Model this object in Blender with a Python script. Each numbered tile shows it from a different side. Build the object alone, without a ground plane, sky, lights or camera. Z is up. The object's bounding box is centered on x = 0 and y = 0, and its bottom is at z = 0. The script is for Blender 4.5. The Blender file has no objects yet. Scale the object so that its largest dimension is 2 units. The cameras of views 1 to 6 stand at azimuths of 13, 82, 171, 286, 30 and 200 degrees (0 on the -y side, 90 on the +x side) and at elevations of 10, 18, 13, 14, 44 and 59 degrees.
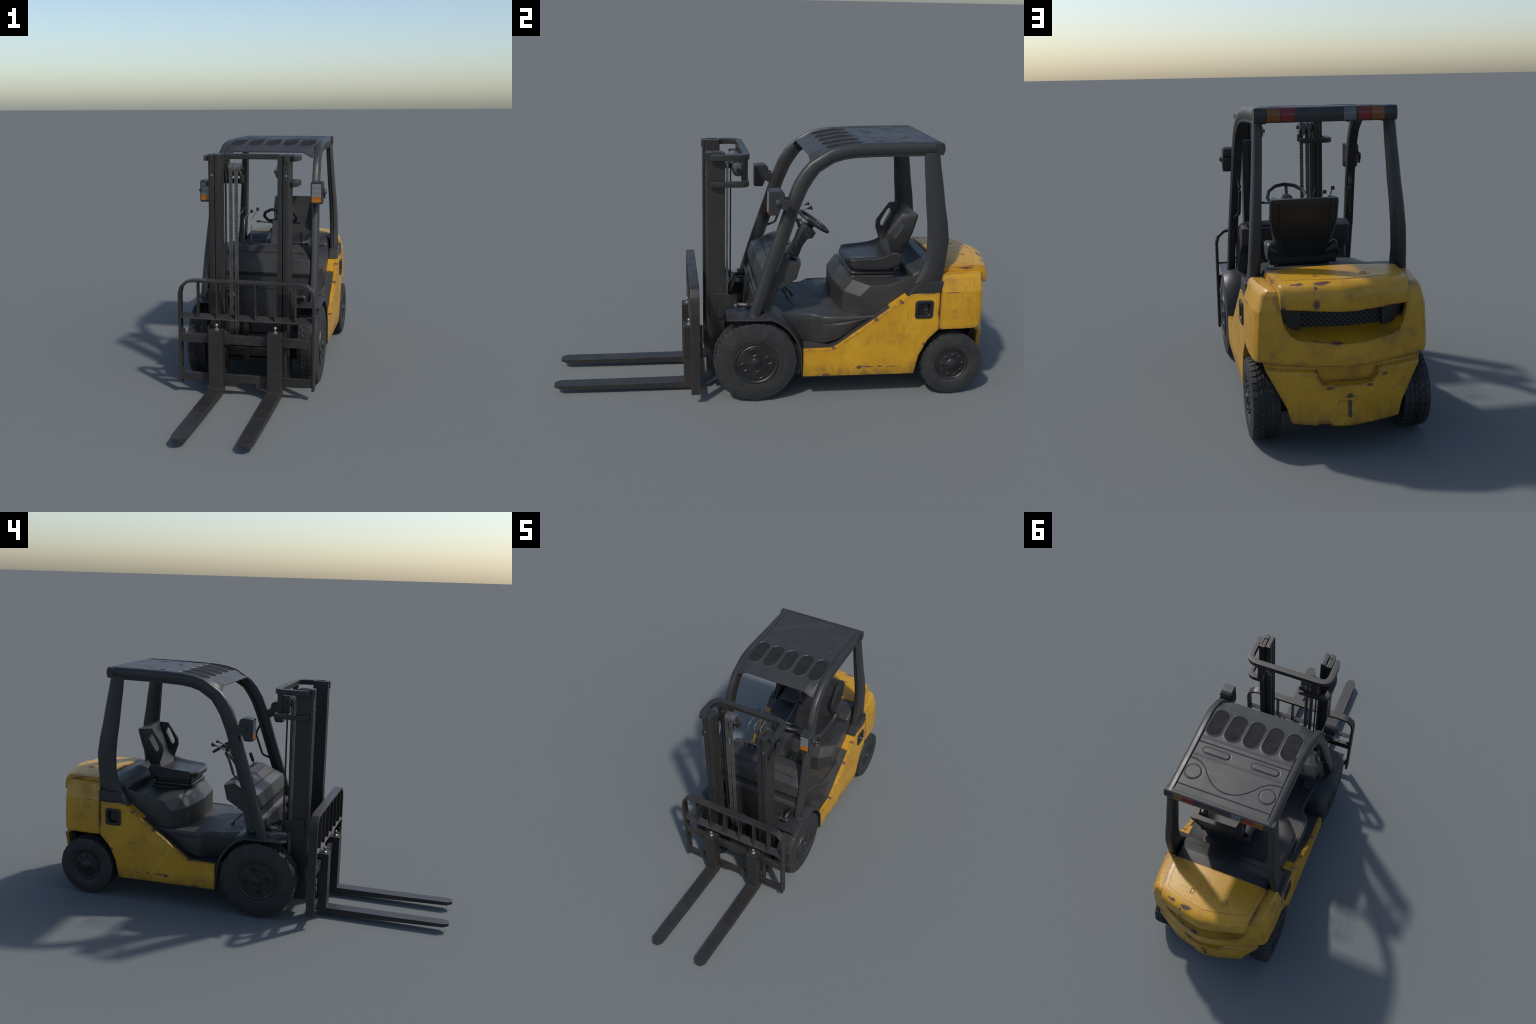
# Counterbalance forklift truck, built part by part (metres, z up, forks point to -y)
import bpy, bmesh, math, random
from mathutils import Vector, Matrix
random.seed(7)
PI = math.pi
COL = bpy.context.scene.collection

# ------------------------------------------------------------------ materials
class G:
    """small node-graph writer"""
    def __init__(s, name):
        s.mat = bpy.data.materials.new(name); s.mat.use_nodes = True
        s.t = s.mat.node_tree; s.t.nodes.clear()
        s.out = s.t.nodes.new("ShaderNodeOutputMaterial")
        s.p = s.t.nodes.new("ShaderNodeBsdfPrincipled")
        s.t.links.new(s.p.outputs[0], s.out.inputs[0])
        s._co = None
    def set(s, sock, v):
        if hasattr(v, "is_output"): s.t.links.new(v, sock)
        elif isinstance(v, (tuple, list)) and sock.type == 'RGBA' and len(v) == 3: sock.default_value = (*v, 1)
        else: sock.default_value = v
    def n(s, kind, out=0, ins=None, **props):
        nd = s.t.nodes.new(kind)
        for k, v in props.items(): setattr(nd, k, v)
        for k, v in (ins or {}).items(): s.set(nd.inputs[k], v)
        return nd.outputs[out]
    @property
    def co(s):
        if s._co is None: s._co = s.n("ShaderNodeTexCoord", "Object")
        return s._co
    def math(s, op, a, b=0.0, c=0.0, clamp=False):
        return s.n("ShaderNodeMath", 0, {0: a, 1: b, 2: c}, operation=op, use_clamp=clamp)
    def vmath(s, op, a, b=(0, 0, 0), out=0):
        return s.n("ShaderNodeVectorMath", out, {0: a, 1: b}, operation=op)
    def scale(s, v, sc): return s.vmath("MULTIPLY", v, sc)
    def noise(s, scale, detail=4, rough=.55, stretch=None, dist=0):
        v = s.co if stretch is None else s.scale(s.co, stretch)
        return s.n("ShaderNodeTexNoise", 0, {"Vector": v, "Scale": scale, "Detail": detail, "Roughness": rough, "Distortion": dist})
    def ramp(s, v, lo, hi, a=0.0, b=1.0):
        return s.n("ShaderNodeMapRange", 0, {0: v, 1: lo, 2: hi, 3: a, 4: b}, clamp=True, interpolation_type="SMOOTHSTEP")
    def mix(s, f, a, b):
        nd = s.t.nodes.new("ShaderNodeMix"); nd.data_type = "RGBA"
        s.set(nd.inputs[0], f); s.set(nd.inputs[6], a); s.set(nd.inputs[7], b)
        return nd.outputs[2]
    def edge(s, radius):
        """worn-edge mask: where the rounded normal departs from the face normal"""
        b = s.n("ShaderNodeBevel", 0, {"Radius": radius}, samples=6)
        g = s.n("ShaderNodeNewGeometry", "Normal")
        d = s.vmath("DOT_PRODUCT", b, g, out="Value")
        return s.math("SUBTRACT", 1.0, d)
    def spots(s, items, wobble=.012, wscale=55, mirror=False, soft=.35):
        """mask of ragged ellipsoidal patches: (centre, radii)"""
        v = s.co
        if mirror: v = s.vmath("ABSOLUTE", v)
        nz = s.n("ShaderNodeTexNoise", 1, {"Vector": v, "Scale": wscale, "Detail": 3})
        nz = s.vmath("SUBTRACT", nz, (.5, .5, .5))
        v = s.vmath("ADD", v, s.scale(nz, (wobble,) * 3))
        res = None
        for c, r in items:
            d = s.vmath("DIVIDE", s.vmath("SUBTRACT", v, c), r)
            l = s.vmath("LENGTH", d, out="Value")
            m = s.ramp(l, 1 + soft, 1 - soft)
            res = m if res is None else s.math("MAXIMUM", res, m)
        return res
    def bump(s, h, strength, dist=.002):
        s.set(s.p.inputs["Normal"], s.n("ShaderNodeBump", 0, {"Height": h, "Strength": strength, "Distance": dist}))
    def done(s, col, rough=.5, metal=0.0, spec=.5, **kw):
        s.set(s.p.inputs["Base Color"], col); s.set(s.p.inputs["Roughness"], rough)
        s.set(s.p.inputs["Metallic"], metal); s.set(s.p.inputs["Specular IOR Level"], spec)
        for k, v in kw.items(): s.set(s.p.inputs[k], v)
        return s.mat

def mat_yellow():
    g = G("worn_yellow_paint")
    base = g.mix(g.ramp(g.noise(7, 3), .35, .7), (.45, .228, .010), (.51, .272, .014))
    # broad grime and fine vertical streaks
    broad = g.ramp(g.noise(8, 8, .72), .50, .70)
    streak = g.ramp(g.noise(1, 5, .6, stretch=(110, 110, 11)), .50, .75)
    zone = g.ramp(g.noise(5.5, 4), .40, .62)
    speck = g.ramp(g.noise(120, 2), .60, .72)
    dirt = g.math("MAXIMUM", g.math("MULTIPLY", broad, .48), g.math("MULTIPLY", g.math("MULTIPLY", streak, zone), .62))
    dirt = g.math("MAXIMUM", dirt, g.math("MULTIPLY", g.math("MULTIPLY", speck, zone), .4))
    blots = g.spots([((.31, .39, .285), (.06, .05, .018)), ((.31, .52, .295), (.06, .05, .02)), ((.31, .50, .265), (.06, .03, .02)),
                     ((.31, .17, .145), (.06, .07, .016)), ((.31, .40, .125), (.06, .16, .012)), ((.31, .60, .12), (.06, .05, .014)),
                     ((.30, .80, .40), (.06, .05, .02)), ((.30, .76, .53), (.05, .04, .02)), ((.30, .84, .45), (.05, .03, .03)),
                     ((.27, .52, .45), (.03, .02, .02))],
                    wobble=.09, wscale=22, mirror=True, soft=.75)
    dirt = g.math("MAXIMUM", dirt, g.math("MULTIPLY", blots, g.ramp(g.noise(1, 6, .72, stretch=(46, 46, 26)), .40, .66, .06, .48)))
    col = g.mix(dirt, base, (.115, .066, .018))
    col = g.mix(g.math("MULTIPLY", g.ramp(g.noise(60, 4, .7), .58, .75), .15), col, (.62, .38, .08))
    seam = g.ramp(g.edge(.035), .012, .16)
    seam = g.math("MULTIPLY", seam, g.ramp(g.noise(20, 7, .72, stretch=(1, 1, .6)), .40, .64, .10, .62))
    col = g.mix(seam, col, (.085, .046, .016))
    low = g.n("ShaderNodeSeparateXYZ", 2, {0: g.co})
    low = g.math("MULTIPLY", g.ramp(low, .205, .105), g.ramp(g.noise(1, 6, .7, stretch=(34, 34, 14)), .36, .66, .12, .60))
    col = g.mix(low, col, (.100, .056, .018))
    chip = g.spots([((.31, .350, .150), (.03, .014, .008)), ((.31, .388, .151), (.03, .030, .0028)), ((.31, .447, .150), (.03, .009, .004)),
                    ((.31, .495, .149), (.03, .020, .0022)), ((.31, .200, .118), (.03, .020, .005)), ((.31, .640, .252), (.03, .006, .008)),
                    ((.305, .230, .246), (.03, .010, .004)), ((.305, .417, .374), (.03, .010, .006)), ((.305, .528, .452), (.03, .009, .006)),
                    ((.31, .697, .40), (.03, .003, .03)), ((.31, .640, .490), (.03, .05, .0024)), ((.31, .76, .491), (.03, .04, .002)),
                    ((.31, .71, .321), (.03, .009, .004)), ((.24, .83, .581), (.03, .04, .002))], mirror=True)
    chip2 = g.spots([((.103, .950, .578), (.008, .02, .007)), ((.109, .955, .562), (.004, .02, .004)), ((.103, .965, .527), (.013, .03, .015)),
                     ((.077, .945, .590), (.030, .012, .008)), ((.160, .930, .587), (.026, .010, .003)), ((.205, .94, .512), (.008, .02, .005)),
                     ((.134, .955, .502), (.013, .03, .003)), ((.076, .965, .500), (.014, .03, .003)), ((-.06, .965, .502), (.010, .03, .006)),
                     ((-.100, .955, .502), (.010, .03, .003)), ((-.150, .95, .508), (.016, .03, .003)), ((.039, .990, .398), (.018, .02, .006)),
                     ((.109, .975, .405), (.014, .016, .004)), ((.061, .985, .242), (.014, .03, .006)), ((-.073, .985, .243), (.011, .03, .006)),
                     ((-.128, .965, .274), (.011, .03, .006)), ((-.03, .98, .102), (.03, .03, .003)), ((-.12, .97, .108), (.02, .03, .003)),
                     ((.225, .82, .577), (.006, .05, .004)), ((-.226, .86, .572), (.006, .04, .004))])
    e = g.edge(.008)
    en = g.math("MULTIPLY", g.ramp(e, .008, .05), g.ramp(g.noise(30, 5, .7), .47, .56))
    chip = g.math("MAXIMUM", g.math("MAXIMUM", chip, chip2), en)
    col = g.mix(chip, col, (.105, .045, .040))
    g.bump(g.math("ADD", g.math("MULTIPLY", chip, -.6), g.math("MULTIPLY", g.noise(180, 3), .12)), .35, .001)
    return g.done(col, g.ramp(dirt, 0, .7, .38, .62), 0, .5)

def mat_dark(name, base, worn, rough=.55, dusty=0.0, dust=(.085, .070, .052), rust=0.0, edge=.5, spec=.45, streaky=False):
    g = G(name)
    n1 = g.noise(14, 5, .6)
    col = g.mix(g.ramp(n1, .35, .7), base, tuple(c * 1.22 for c in base))
    if streaky:
        col = g.mix(g.math("MULTIPLY", g.ramp(g.noise(1, 4, .6, stretch=(60, 60, 6)), .45, .75), .5), col, tuple(c * 1.35 for c in base))
    if dusty:
        d = g.math("MULTIPLY", g.ramp(g.noise(9, 6, .65), .42, .70), dusty)
        col = g.mix(d, col, dust)
    m = g.ramp(g.noise(40, 5, .7), .55, .72)
    e = g.ramp(g.edge(.004), .01, .06)
    col = g.mix(g.math("MULTIPLY", g.math("MULTIPLY", e, g.ramp(g.noise(18, 4), .35, .65, .25, 1)), edge), col, worn)
    if rust:
        r = g.math("MULTIPLY", g.math("MULTIPLY", g.math("ADD", e, .10), g.ramp(g.noise(10, 5, .7), .55, .70)), rust)
        col = g.mix(r, col, (.22, .075, .030))
    g.bump(g.noise(260, 2), .06, .0004)
    return g.done(col, g.ramp(g.noise(16, 4), .3, .7, rough - .03, rough + .06), 0, spec)

def mat_plain(name, col, rough=.5, metal=0.0, spec=.5, var=.2, **kw):
    g = G(name)
    c = g.mix(g.ramp(g.noise(30, 4), .3, .7), tuple(x * (1 - var) for x in col), tuple(x * (1 + var) for x in col))
    return g.done(c, rough, metal, spec, **kw)

def mat_tyre():
    g = G("tyre_rubber")
    c = g.mix(g.ramp(g.noise(24, 6, .65), .35, .70), (.0165, .0165, .017), (.029, .0282, .0275))
    c = g.mix(g.math("MULTIPLY", g.ramp(g.noise(70, 4), .55, .75), .4), c, (.050, .046, .040))
    g.bump(g.noise(300, 3), .25, .0008)
    return g.done(c, .6, 0, .4)

def mat_lens(name, col, ribs=260):
    g = G(name)
    w = g.n("ShaderNodeTexWave", 0, {"Vector": g.co, "Scale": ribs / 20, "Distortion": 0.0}, wave_type="BANDS", bands_direction="Z")
    d = g.ramp(g.noise(22, 5, .65), .45, .75, 0, .5)
    c = g.mix(g.math("MULTIPLY", w, .25), col, tuple(x * .55 for x in col))
    c = g.mix(d, c, tuple(x * .35 + .01 for x in col))
    g.bump(w, .4, .001)
    return g.done(c, .28, 0, .5)

def mat_grille():
    g = G("woven_grille")
    a = g.n("ShaderNodeTexWave", 0, {"Vector": g.co, "Scale": 34.0, "Distortion": .6}, wave_type="BANDS", bands_direction="DIAGONAL")
    v2 = g.scale(g.co, (-1, 1, 1))
    b = g.n("ShaderNodeTexWave", 0, {"Vector": v2, "Scale": 34.0, "Distortion": .6}, wave_type="BANDS", bands_direction="DIAGONAL")
    m = g.math("MAXIMUM", a, b)
    c = g.mix(g.ramp(m, .55, .95), (.008, .008, .009), (.030, .031, .033))
    g.bump(m, .8, .004)
    return g.done(c, .55)

M = {}
M["yellow"] = mat_yellow()
M["frame"] = mat_dark("guard_paint", (.0195, .0195, .0203), (.075, .082, .076), .42, .18, (.045, .042, .038), 0, .5)
M["roof"] = mat_dark("roof_paint", (.026, .026, .027), (.080, .082, .078), .47, .14, (.045, .043, .041), 0, .35, spec=.38)
M["mast"] = mat_dark("mast_steel", (.0155, .0152, .0148), (.085, .083, .072), .44, .3, (.036, .030, .025), .5, .5)
M["fork"] = mat_dark("fork_steel", (.0165, .0158, .0154), (.09, .085, .075), .44, .45, (.042, .034, .028), .6, .5)
M["plastic"] = mat_dark("cab_plastic", (.0235, .0235, .0235), (.074, .073, .063), .45, .4, (.048, .041, .033), 0, .45, streaky=True)
M["floor"] = mat_dark("floor_mat", (.026, .0265, .027), (.060, .056, .05), .5, .5, (.055, .046, .034), 0, .5)
M["seat"] = mat_dark("seat_vinyl", (.0155, .0153, .0153), (.050, .050, .045), .42, .3, (.034, .030, .025), 0, .35)
M["chassis"] = mat_dark("chassis_black", (.012, .012, .012), (.04, .036, .032), .55, .35, (.026, .022, .018), .2, .4)
M["tyre"] = mat_tyre()
M["rim"] = mat_dark("rim_black", (.0105, .0105, .011), (.07, .07, .07), .40, .3, (.034, .029, .023), 0, .35)  # base darkened so the nearly flush rim face carries a dish's depth shading
M["steel"] = mat_plain("bare_steel", (.20, .195, .19), .42, .7)
M["chain"] = mat_plain("chain_steel", (.15, .147, .142), .45, .6)
M["roller"] = mat_plain("roller_steel", (.10, .10, .10), .42, .4)
M["hose"] = mat_plain("hose_rubber", (.018, .018, .018), .5)
M["window"] = mat_plain("roof_tinted_pane", (.018, .018, .019), .85, 0, .12)
M["orange"] = mat_lens("lens_orange", (.42, .130, .008))
M["amber"] = mat_lens("rear_lens_orange", (.19, .062, .008))
M["red"] = mat_lens("rear_lens_red", (.19, .010, .007))
M["white"] = mat_lens("lens_clear", (.17, .176, .185))
M["grey_lens"] = mat_lens("rear_lens_clear", (.11, .122, .138))
M["dark_hole"] = mat_plain("recess_black", (.010, .010, .010), .6, 0, .3)
M["green"] = mat_plain("gauge_green", (.06, .30, .06), .4)
M["label"] = mat_plain("gauge_label", (.20, .24, .22), .5)
M["drawbar"] = mat_plain("pin_steel", (.045, .045, .048), .45)

# ------------------------------------------------------------------ geometry helpers
root = bpy.data.objects.new("forklift", None)
COL.objects.link(root)
root["label"] = "worn yellow and black counterbalance forklift truck with mast"
root["category"] = "forklift"

def finish(bm, name, mat, parent=root, bevel=0.0, seg=2, angle=30, sharp=38, bevel_min=28, link=True, weighted=True):
    bmesh.ops.remove_doubles(bm, verts=bm.verts, dist=1e-6)
    bmesh.ops.recalc_face_normals(bm, faces=bm.faces)
    if bevel > 0:
        es = [e for e in bm.edges if len(e.link_faces) == 2 and e.calc_face_angle(0) > math.radians(bevel_min)]
        bmesh.ops.bevel(bm, geom=es, offset=bevel, segments=seg, profile=.5, affect='EDGES', clamp_overlap=True)
    me = bpy.data.meshes.new(name)
    bm.to_mesh(me); bm.free()
    mats = mat if isinstance(mat, (list, tuple)) else [mat]
    for m in mats: me.materials.append(M[m])
    me.shade_smooth()
    me.set_sharp_from_angle(angle=math.radians(sharp))
    ob = bpy.data.objects.new(name, me)
    if link:
        COL.objects.link(ob); ob.parent = parent
    if weighted:
        w = ob.modifiers.new("weighted_normal", "WEIGHTED_NORMAL"); w.keep_sharp = True; w.weight = 80
    return ob

def add_poly(bm, pts): 
    return bm.faces.new([bm.verts.new(p) for p in pts])

def add_loft(bm, rings, closed=True, cap=True):
    vs = [[bm.verts.new(p) for p in r] for r in rings]
    n = len(vs[0])
    for a, b in zip(vs, vs[1:]):
        for i in range(n if closed else n - 1):
            j = (i + 1) % n
            bm.faces.new((a[i], a[j], b[j], b[i]))
    if cap:
        bm.faces.new(vs[0][::-1]); bm.faces.new(vs[-1])
    return vs

def loft(name, rings, mat, parent=root, cap=True, closed=True, **kw):
    bm = bmesh.new(); add_loft(bm, rings, closed, cap)
    return finish(bm, name, mat, parent, **kw)

def add_prism_x(bm, poly, x0, x1): add_loft(bm, [[(x, y, z) for y, z in poly] for x in (x0, x1)])
def add_prism_y(bm, poly, y0, y1): add_loft(bm, [[(x, y, z) for x, z in poly] for y in (y0, y1)])
def add_prism_z(bm, poly, z0, z1): add_loft(bm, [[(x, y, z) for x, y in poly] for z in (z0, z1)])
def prism_x(name, poly, x0, x1, mat, parent=root, **kw):
    bm = bmesh.new(); add_prism_x(bm, poly, x0, x1); return finish(bm, name, mat, parent, **kw)
def prism_y(name, poly, y0, y1, mat, parent=root, **kw):
    bm = bmesh.new(); add_prism_y(bm, poly, y0, y1); return finish(bm, name, mat, parent, **kw)
def prism_z(name, poly, z0, z1, mat, parent=root, **kw):
    bm = bmesh.new(); add_prism_z(bm, poly, z0, z1); return finish(bm, name, mat, parent, **kw)
def add_box(bm, a, b):
    (x0, y0, z0), (x1, y1, z1) = a, b
    add_prism_z(bm, [(x0, y0), (x1, y0), (x1, y1), (x0, y1)], z0, z1)
def box(name, a, b, mat, parent=root, **kw):
    bm = bmesh.new(); add_box(bm, a, b); return finish(bm, name, mat, parent, **kw)

def frame_of(d):
    d = Vector(d).normalized()
    up = Vector((0, 0, 1)) if abs(d.z) < .95 else Vector((1, 0, 0))
    r = d.cross(up).normalized()
    return d, r, r.cross(d)

def add_lathe(bm, centre, axis, prof, n=24, cap=True, phase=0.0):
    """profile of (distance along axis, radius)"""
    d, r, u = frame_of(axis); c = Vector(centre)
    rings = [[c + d * h + (r * math.cos(t) + u * math.sin(t)) * max(rad, 1e-5) for t in (phase + 2 * PI * i / n for i in range(n))] for h, rad in prof]
    add_loft(bm, rings, True, cap)
def lathe(name, centre, axis, prof, mat, parent=root, n=24, phase=0.0, **kw):
    bm = bmesh.new(); add_lathe(bm, centre, axis, prof, n, True, phase); return finish(bm, name, mat, parent, **kw)
def rod(bm, a, b, r, n=10):
    a, b = Vector(a), Vector(b); L = (b - a).length
    add_lathe(bm, a, b - a, [(0, r), (L, r)], n)

def add_sweep(bm, path, section, up=(0, 0, 1), closed=False):
    """sweep a 2-D section (side, up) along a polyline with mitred joints"""
    P = [Vector(p) for p in path]; n = len(P); rings = []
    for i, p in enumerate(P):
        a = P[i] - P[i - 1] if (i > 0 or closed) else P[1] - P[0]
        b = P[(i + 1) % n] - P[i] if (i < n - 1 or closed) else a
        a, b = a.normalized(), b.normalized()
        t = (a + b).normalized()
        k = 1 / max(.5, t.dot(a))
        u = Vector(up); u = (u - t * u.dot(t)).normalized(); s = t.cross(u)
        # widen in the bend plane
        bend = (b - a); bend = bend.normalized() if bend.length > 1e-6 else None
        ring = []
        for x, y in section:
            o = s * x + u * y
            if bend: o = o + bend * (o.dot(bend) * (k - 1))
            ring.append(p + o)
        rings.append(ring)
    if closed: rings.append(rings[0])
    add_loft(bm, rings, True, not closed)
def sweep(name, path, section, mat, parent=root, up=(0, 0, 1), closed=False, **kw):
    bm = bmesh.new(); add_sweep(bm, path, section, up, closed); return finish(bm, name, mat, parent, **kw)
def circ(r, n=10): return [(r * math.cos(2 * PI * i / n), r * math.sin(2 * PI * i / n)) for i in range(n)]
def rect(w, h): return [(-w / 2, -h / 2), (w / 2, -h / 2), (w / 2, h / 2), (-w / 2, h / 2)]
def rrect(x0, y0, x1, y1, r, n=3):
    out = []
    for cx, cy, a in ((x1 - r, y1 - r, 0), (x0 + r, y1 - r, 90), (x0 + r, y0 + r, 180), (x1 - r, y0 + r, 270)):
        for i in range(n + 1):
            t = math.radians(a + 90 * i / n); out.append((cx + r * math.cos(t), cy + r * math.sin(t)))
    return out
def arc_path(pts, r, n=4):
    """round the inner corners of a polyline"""
    P = [Vector(p) for p in pts]; out = [P[0]]
    for a, b, c in zip(P, P[1:], P[2:]):
        u, v = (a - b), (c - b); k = min(r, u.length * .48, v.length * .48)
        p, q = b + u.normalized() * k, b + v.normalized() * k
        for i in range(n + 1):
            t = i / n; out.append(p * (1 - t) ** 2 + b * 2 * t * (1 - t) + q * t * t)
    out.append(P[-1]); return out
def smooth(a, b, x):
    t = min(1, max(0, (x - a) / (b - a))); return t * t * (3 - 2 * t)
def mix(a, b, t): return a + (b - a) * t
def interp(xs, ys, x):
    if x <= xs[0]: return ys[0]
    for i in range(1, len(xs)):
        if x <= xs[i]: return mix(ys[i - 1], ys[i], (x - xs[i - 1]) / (xs[i] - xs[i - 1]))
    return ys[-1]
def boolean(ob, cutter, op="DIFFERENCE"):
    m = ob.modifiers.new("cut", "BOOLEAN"); m.object = cutter; m.operation = op; m.solver = "EXACT"
    dg = bpy.context.evaluated_depsgraph_get()
    me = bpy.data.meshes.new_from_object(ob.evaluated_get(dg))
    ob.modifiers.remove(m); old = ob.data; ob.data = me; bpy.data.meshes.remove(old)
    bpy.data.objects.remove(cutter)
def finish_boolean(ob, bevel, sharp=35, seg=2, bevel_min=30):
    bm = bmesh.new(); bm.from_mesh(ob.data)
    bmesh.ops.remove_doubles(bm, verts=bm.verts, dist=1e-5)
    bmesh.ops.dissolve_limit(bm, angle_limit=math.radians(.5), verts=bm.verts, edges=bm.edges)
    if bevel:
        es = [e for e in bm.edges if len(e.link_faces) == 2 and e.calc_face_angle(0) > math.radians(bevel_min)]
        bmesh.ops.bevel(bm, geom=es, offset=bevel, segments=seg, profile=.5, affect='EDGES', clamp_overlap=True)
    bm.to_mesh(ob.data); bm.free()
    ob.data.shade_smooth(); ob.data.set_sharp_from_angle(angle=math.radians(sharp))
    w = ob.modifiers.new("weighted_normal", "WEIGHTED_NORMAL"); w.keep_sharp = True

# ------------------------------------------------------------------ chassis
chassis = box("chassis", (-.175, -.02, .085), (.175, .88, .36), "chassis", bevel=.01)
box("front_frame", (-.150, -.11, .255), (.150, .02, .31), "chassis", chassis, bevel=.012)
for s in (1, -1):
    # inner wheel arches, axle beams
    box("sill_box", (s * .17, .10, .10), (s * .292, .60, .232), "chassis", chassis)
    box("body_core", (s * .16, .45, .25), (s * .245, .60, .40), "chassis", chassis)
for s in (1, -1):
    prism_x("arch_liner", [(.61, .17), (.625, .22), (.66, .285), (.70, .312), (.88, .312), (.88, .318), (.69, .318), (.645, .295), (.605, .22), (.60, .17)], s * .17, s * .225, "chassis", chassis)
bm = bmesh.new()
rod(bm, (-.26, -.112, .186), (.26, -.112, .186), .045, 16)
rod(bm, (-.26, .778, .142), (.26, .778, .142), .03, 12)
finish(bm, "axle", "chassis", chassis)
lathe("tilt_shaft", (-.14, -.135, .142), (1, 0, 0), [(0, .022), (.04, .022), (.041, .026), (.055, .026), (.056, .02), (.11, .02), (.111, .03), (.19, .03), (.191, .022), (.28, .022)], "chassis", chassis, n=16)
box("front_crossbeam", (-.14, -.15, .088), (.14, -.11, .112), "chassis", chassis, bevel=.004)

# ------------------------------------------------------------------ yellow side panels with dark step boards
PANEL = [(.098, .112), (.097, .241), (.220, .243), (.248, .254), (.472, .418), (.566, .486), (.606, .491), (.697, .491),
         (.703, .320), (.656, .271), (.620, .197), (.604, .106)]
def fold(z, x):   # the lower strip of the panel leans inward below a fold line
    return x - (.004 * (.150 - z) / .04 if z < .150 else 0) - (.004 * (z - .33) / .15 if z > .33 else 0)
for s in (1, -1):
    bm = bmesh.new()
    up = [(y, z) for y, z in PANEL if z > .15]
    lo = [(.0975, .150), (.0975, .112), (.604, .106), (.6115, .150)]
    ring_up = [(.0975, .150)] + up + [(.6115, .150)]
    for poly in (ring_up, lo):
        o = [bm.verts.new((s * fold(z, .309), y, z)) for y, z in poly]
        i = [bm.verts.new((s * .286, y, z)) for y, z in poly]
        bm.faces.new(o); bm.faces.new(i[::-1])
        for k in range(len(poly)):
            j = (k + 1) % len(poly)
            if abs(poly[k][1] - .15) < 1e-6 and abs(poly[j][1] - .15) < 1e-6: continue
            bm.faces.new((o[k], i[k], i[j], o[j]))
    panel = finish(bm, "side_panel", "yellow", bevel=.003, sharp=25, bevel_min=40, weighted=False)
    boolean(panel, prism_x("cutter", rrect(.597, .385, .660, .450, .010), s * .27, s * .33, "yellow", weighted=False))
    finish_boolean(panel, 0, sharp=25)
    # bare edge wedge between cover and step (yellow), dark step board
    wedge = prism_x("panel_wedge", [(.480, .405), (.480, .4215), (.5655, .484), (.5655, .46)], s * .240, s * .3035, "yellow", panel)
    step = prism_x("step_board", [(.098, .236), (.098, .2385), (.2195, .2395), (.2475, .2505), (.479, .4185), (.479, .39), (.30, .24)],
                   s * .176, s * .2975, "floor", bevel=.0012)
    # fuel/latch pocket: rounded frame with a sunken, sloping bowl
    bm = bmesh.new()
    def pr(inset, x, r): return [(s * x, y, z) for y, z in rrect(.588 + inset, .376 + inset, .669 - inset, .459 - inset, r)]
    add_loft(bm, [pr(.009, .290, .010), pr(.009, .306, .010), pr(0, .3065, .012), pr(0, .3105, .012), pr(.002, .3125, .012), pr(.011, .3125, .010), pr(.013, .3105, .010), pr(.016, .300, .010), pr(.021, .279, .008)], True, True)
    pocket = finish(bm, "handle_pocket", "rim", panel, sharp=40)
    prism_x("pocket_lever", [(.634, .402), (.650, .400), (.650, .436), (.634, .434)], s * .279, s * .292, "plastic", panel, bevel=.002)

# ------------------------------------------------------------------ cab floor and side skirts
fl = prism_z("cab_floor", [(-.226, -.06), (.226, -.06), (.206, .08), (.206, .145), (.216, .165), (.240, .19), (.249, .21), (.250, .45), (-.250, .45), (-.249, .21), (-.240, .19), (-.216, .165), (-.206, .145), (-.206, .08)], .345, .3705, "floor")
bm = bmesh.new()
for j in range(34):
    for i in range(34):
        x = -.222 + i * .0136 + (.0068 if j % 2 else 0); y = -.02 + j * .0118
        if abs(x) > .198 + .045 * smooth(.15, .21, y): continue
        a = math.radians(38 if (i + j) % 2 else -38); L, W = .0055, .0014
        c, sn = math.cos(a), math.sin(a)
        base = [(x + c * u - sn * v, y + sn * u + c * v) for u, v in ((-L, 0), (0, -W), (L, 0), (0, W))]
        b = [bm.verts.new((p, q, .3700)) for p, q in base]
        t = bm.verts.new((x, y, .3718))
        for k in range(4): bm.faces.new((b[k], b[(k + 1) % 4], t))
tr = finish(bm, "floor_tread", "floor", fl, weighted=False); tr["kind"] = "stuff"
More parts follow.
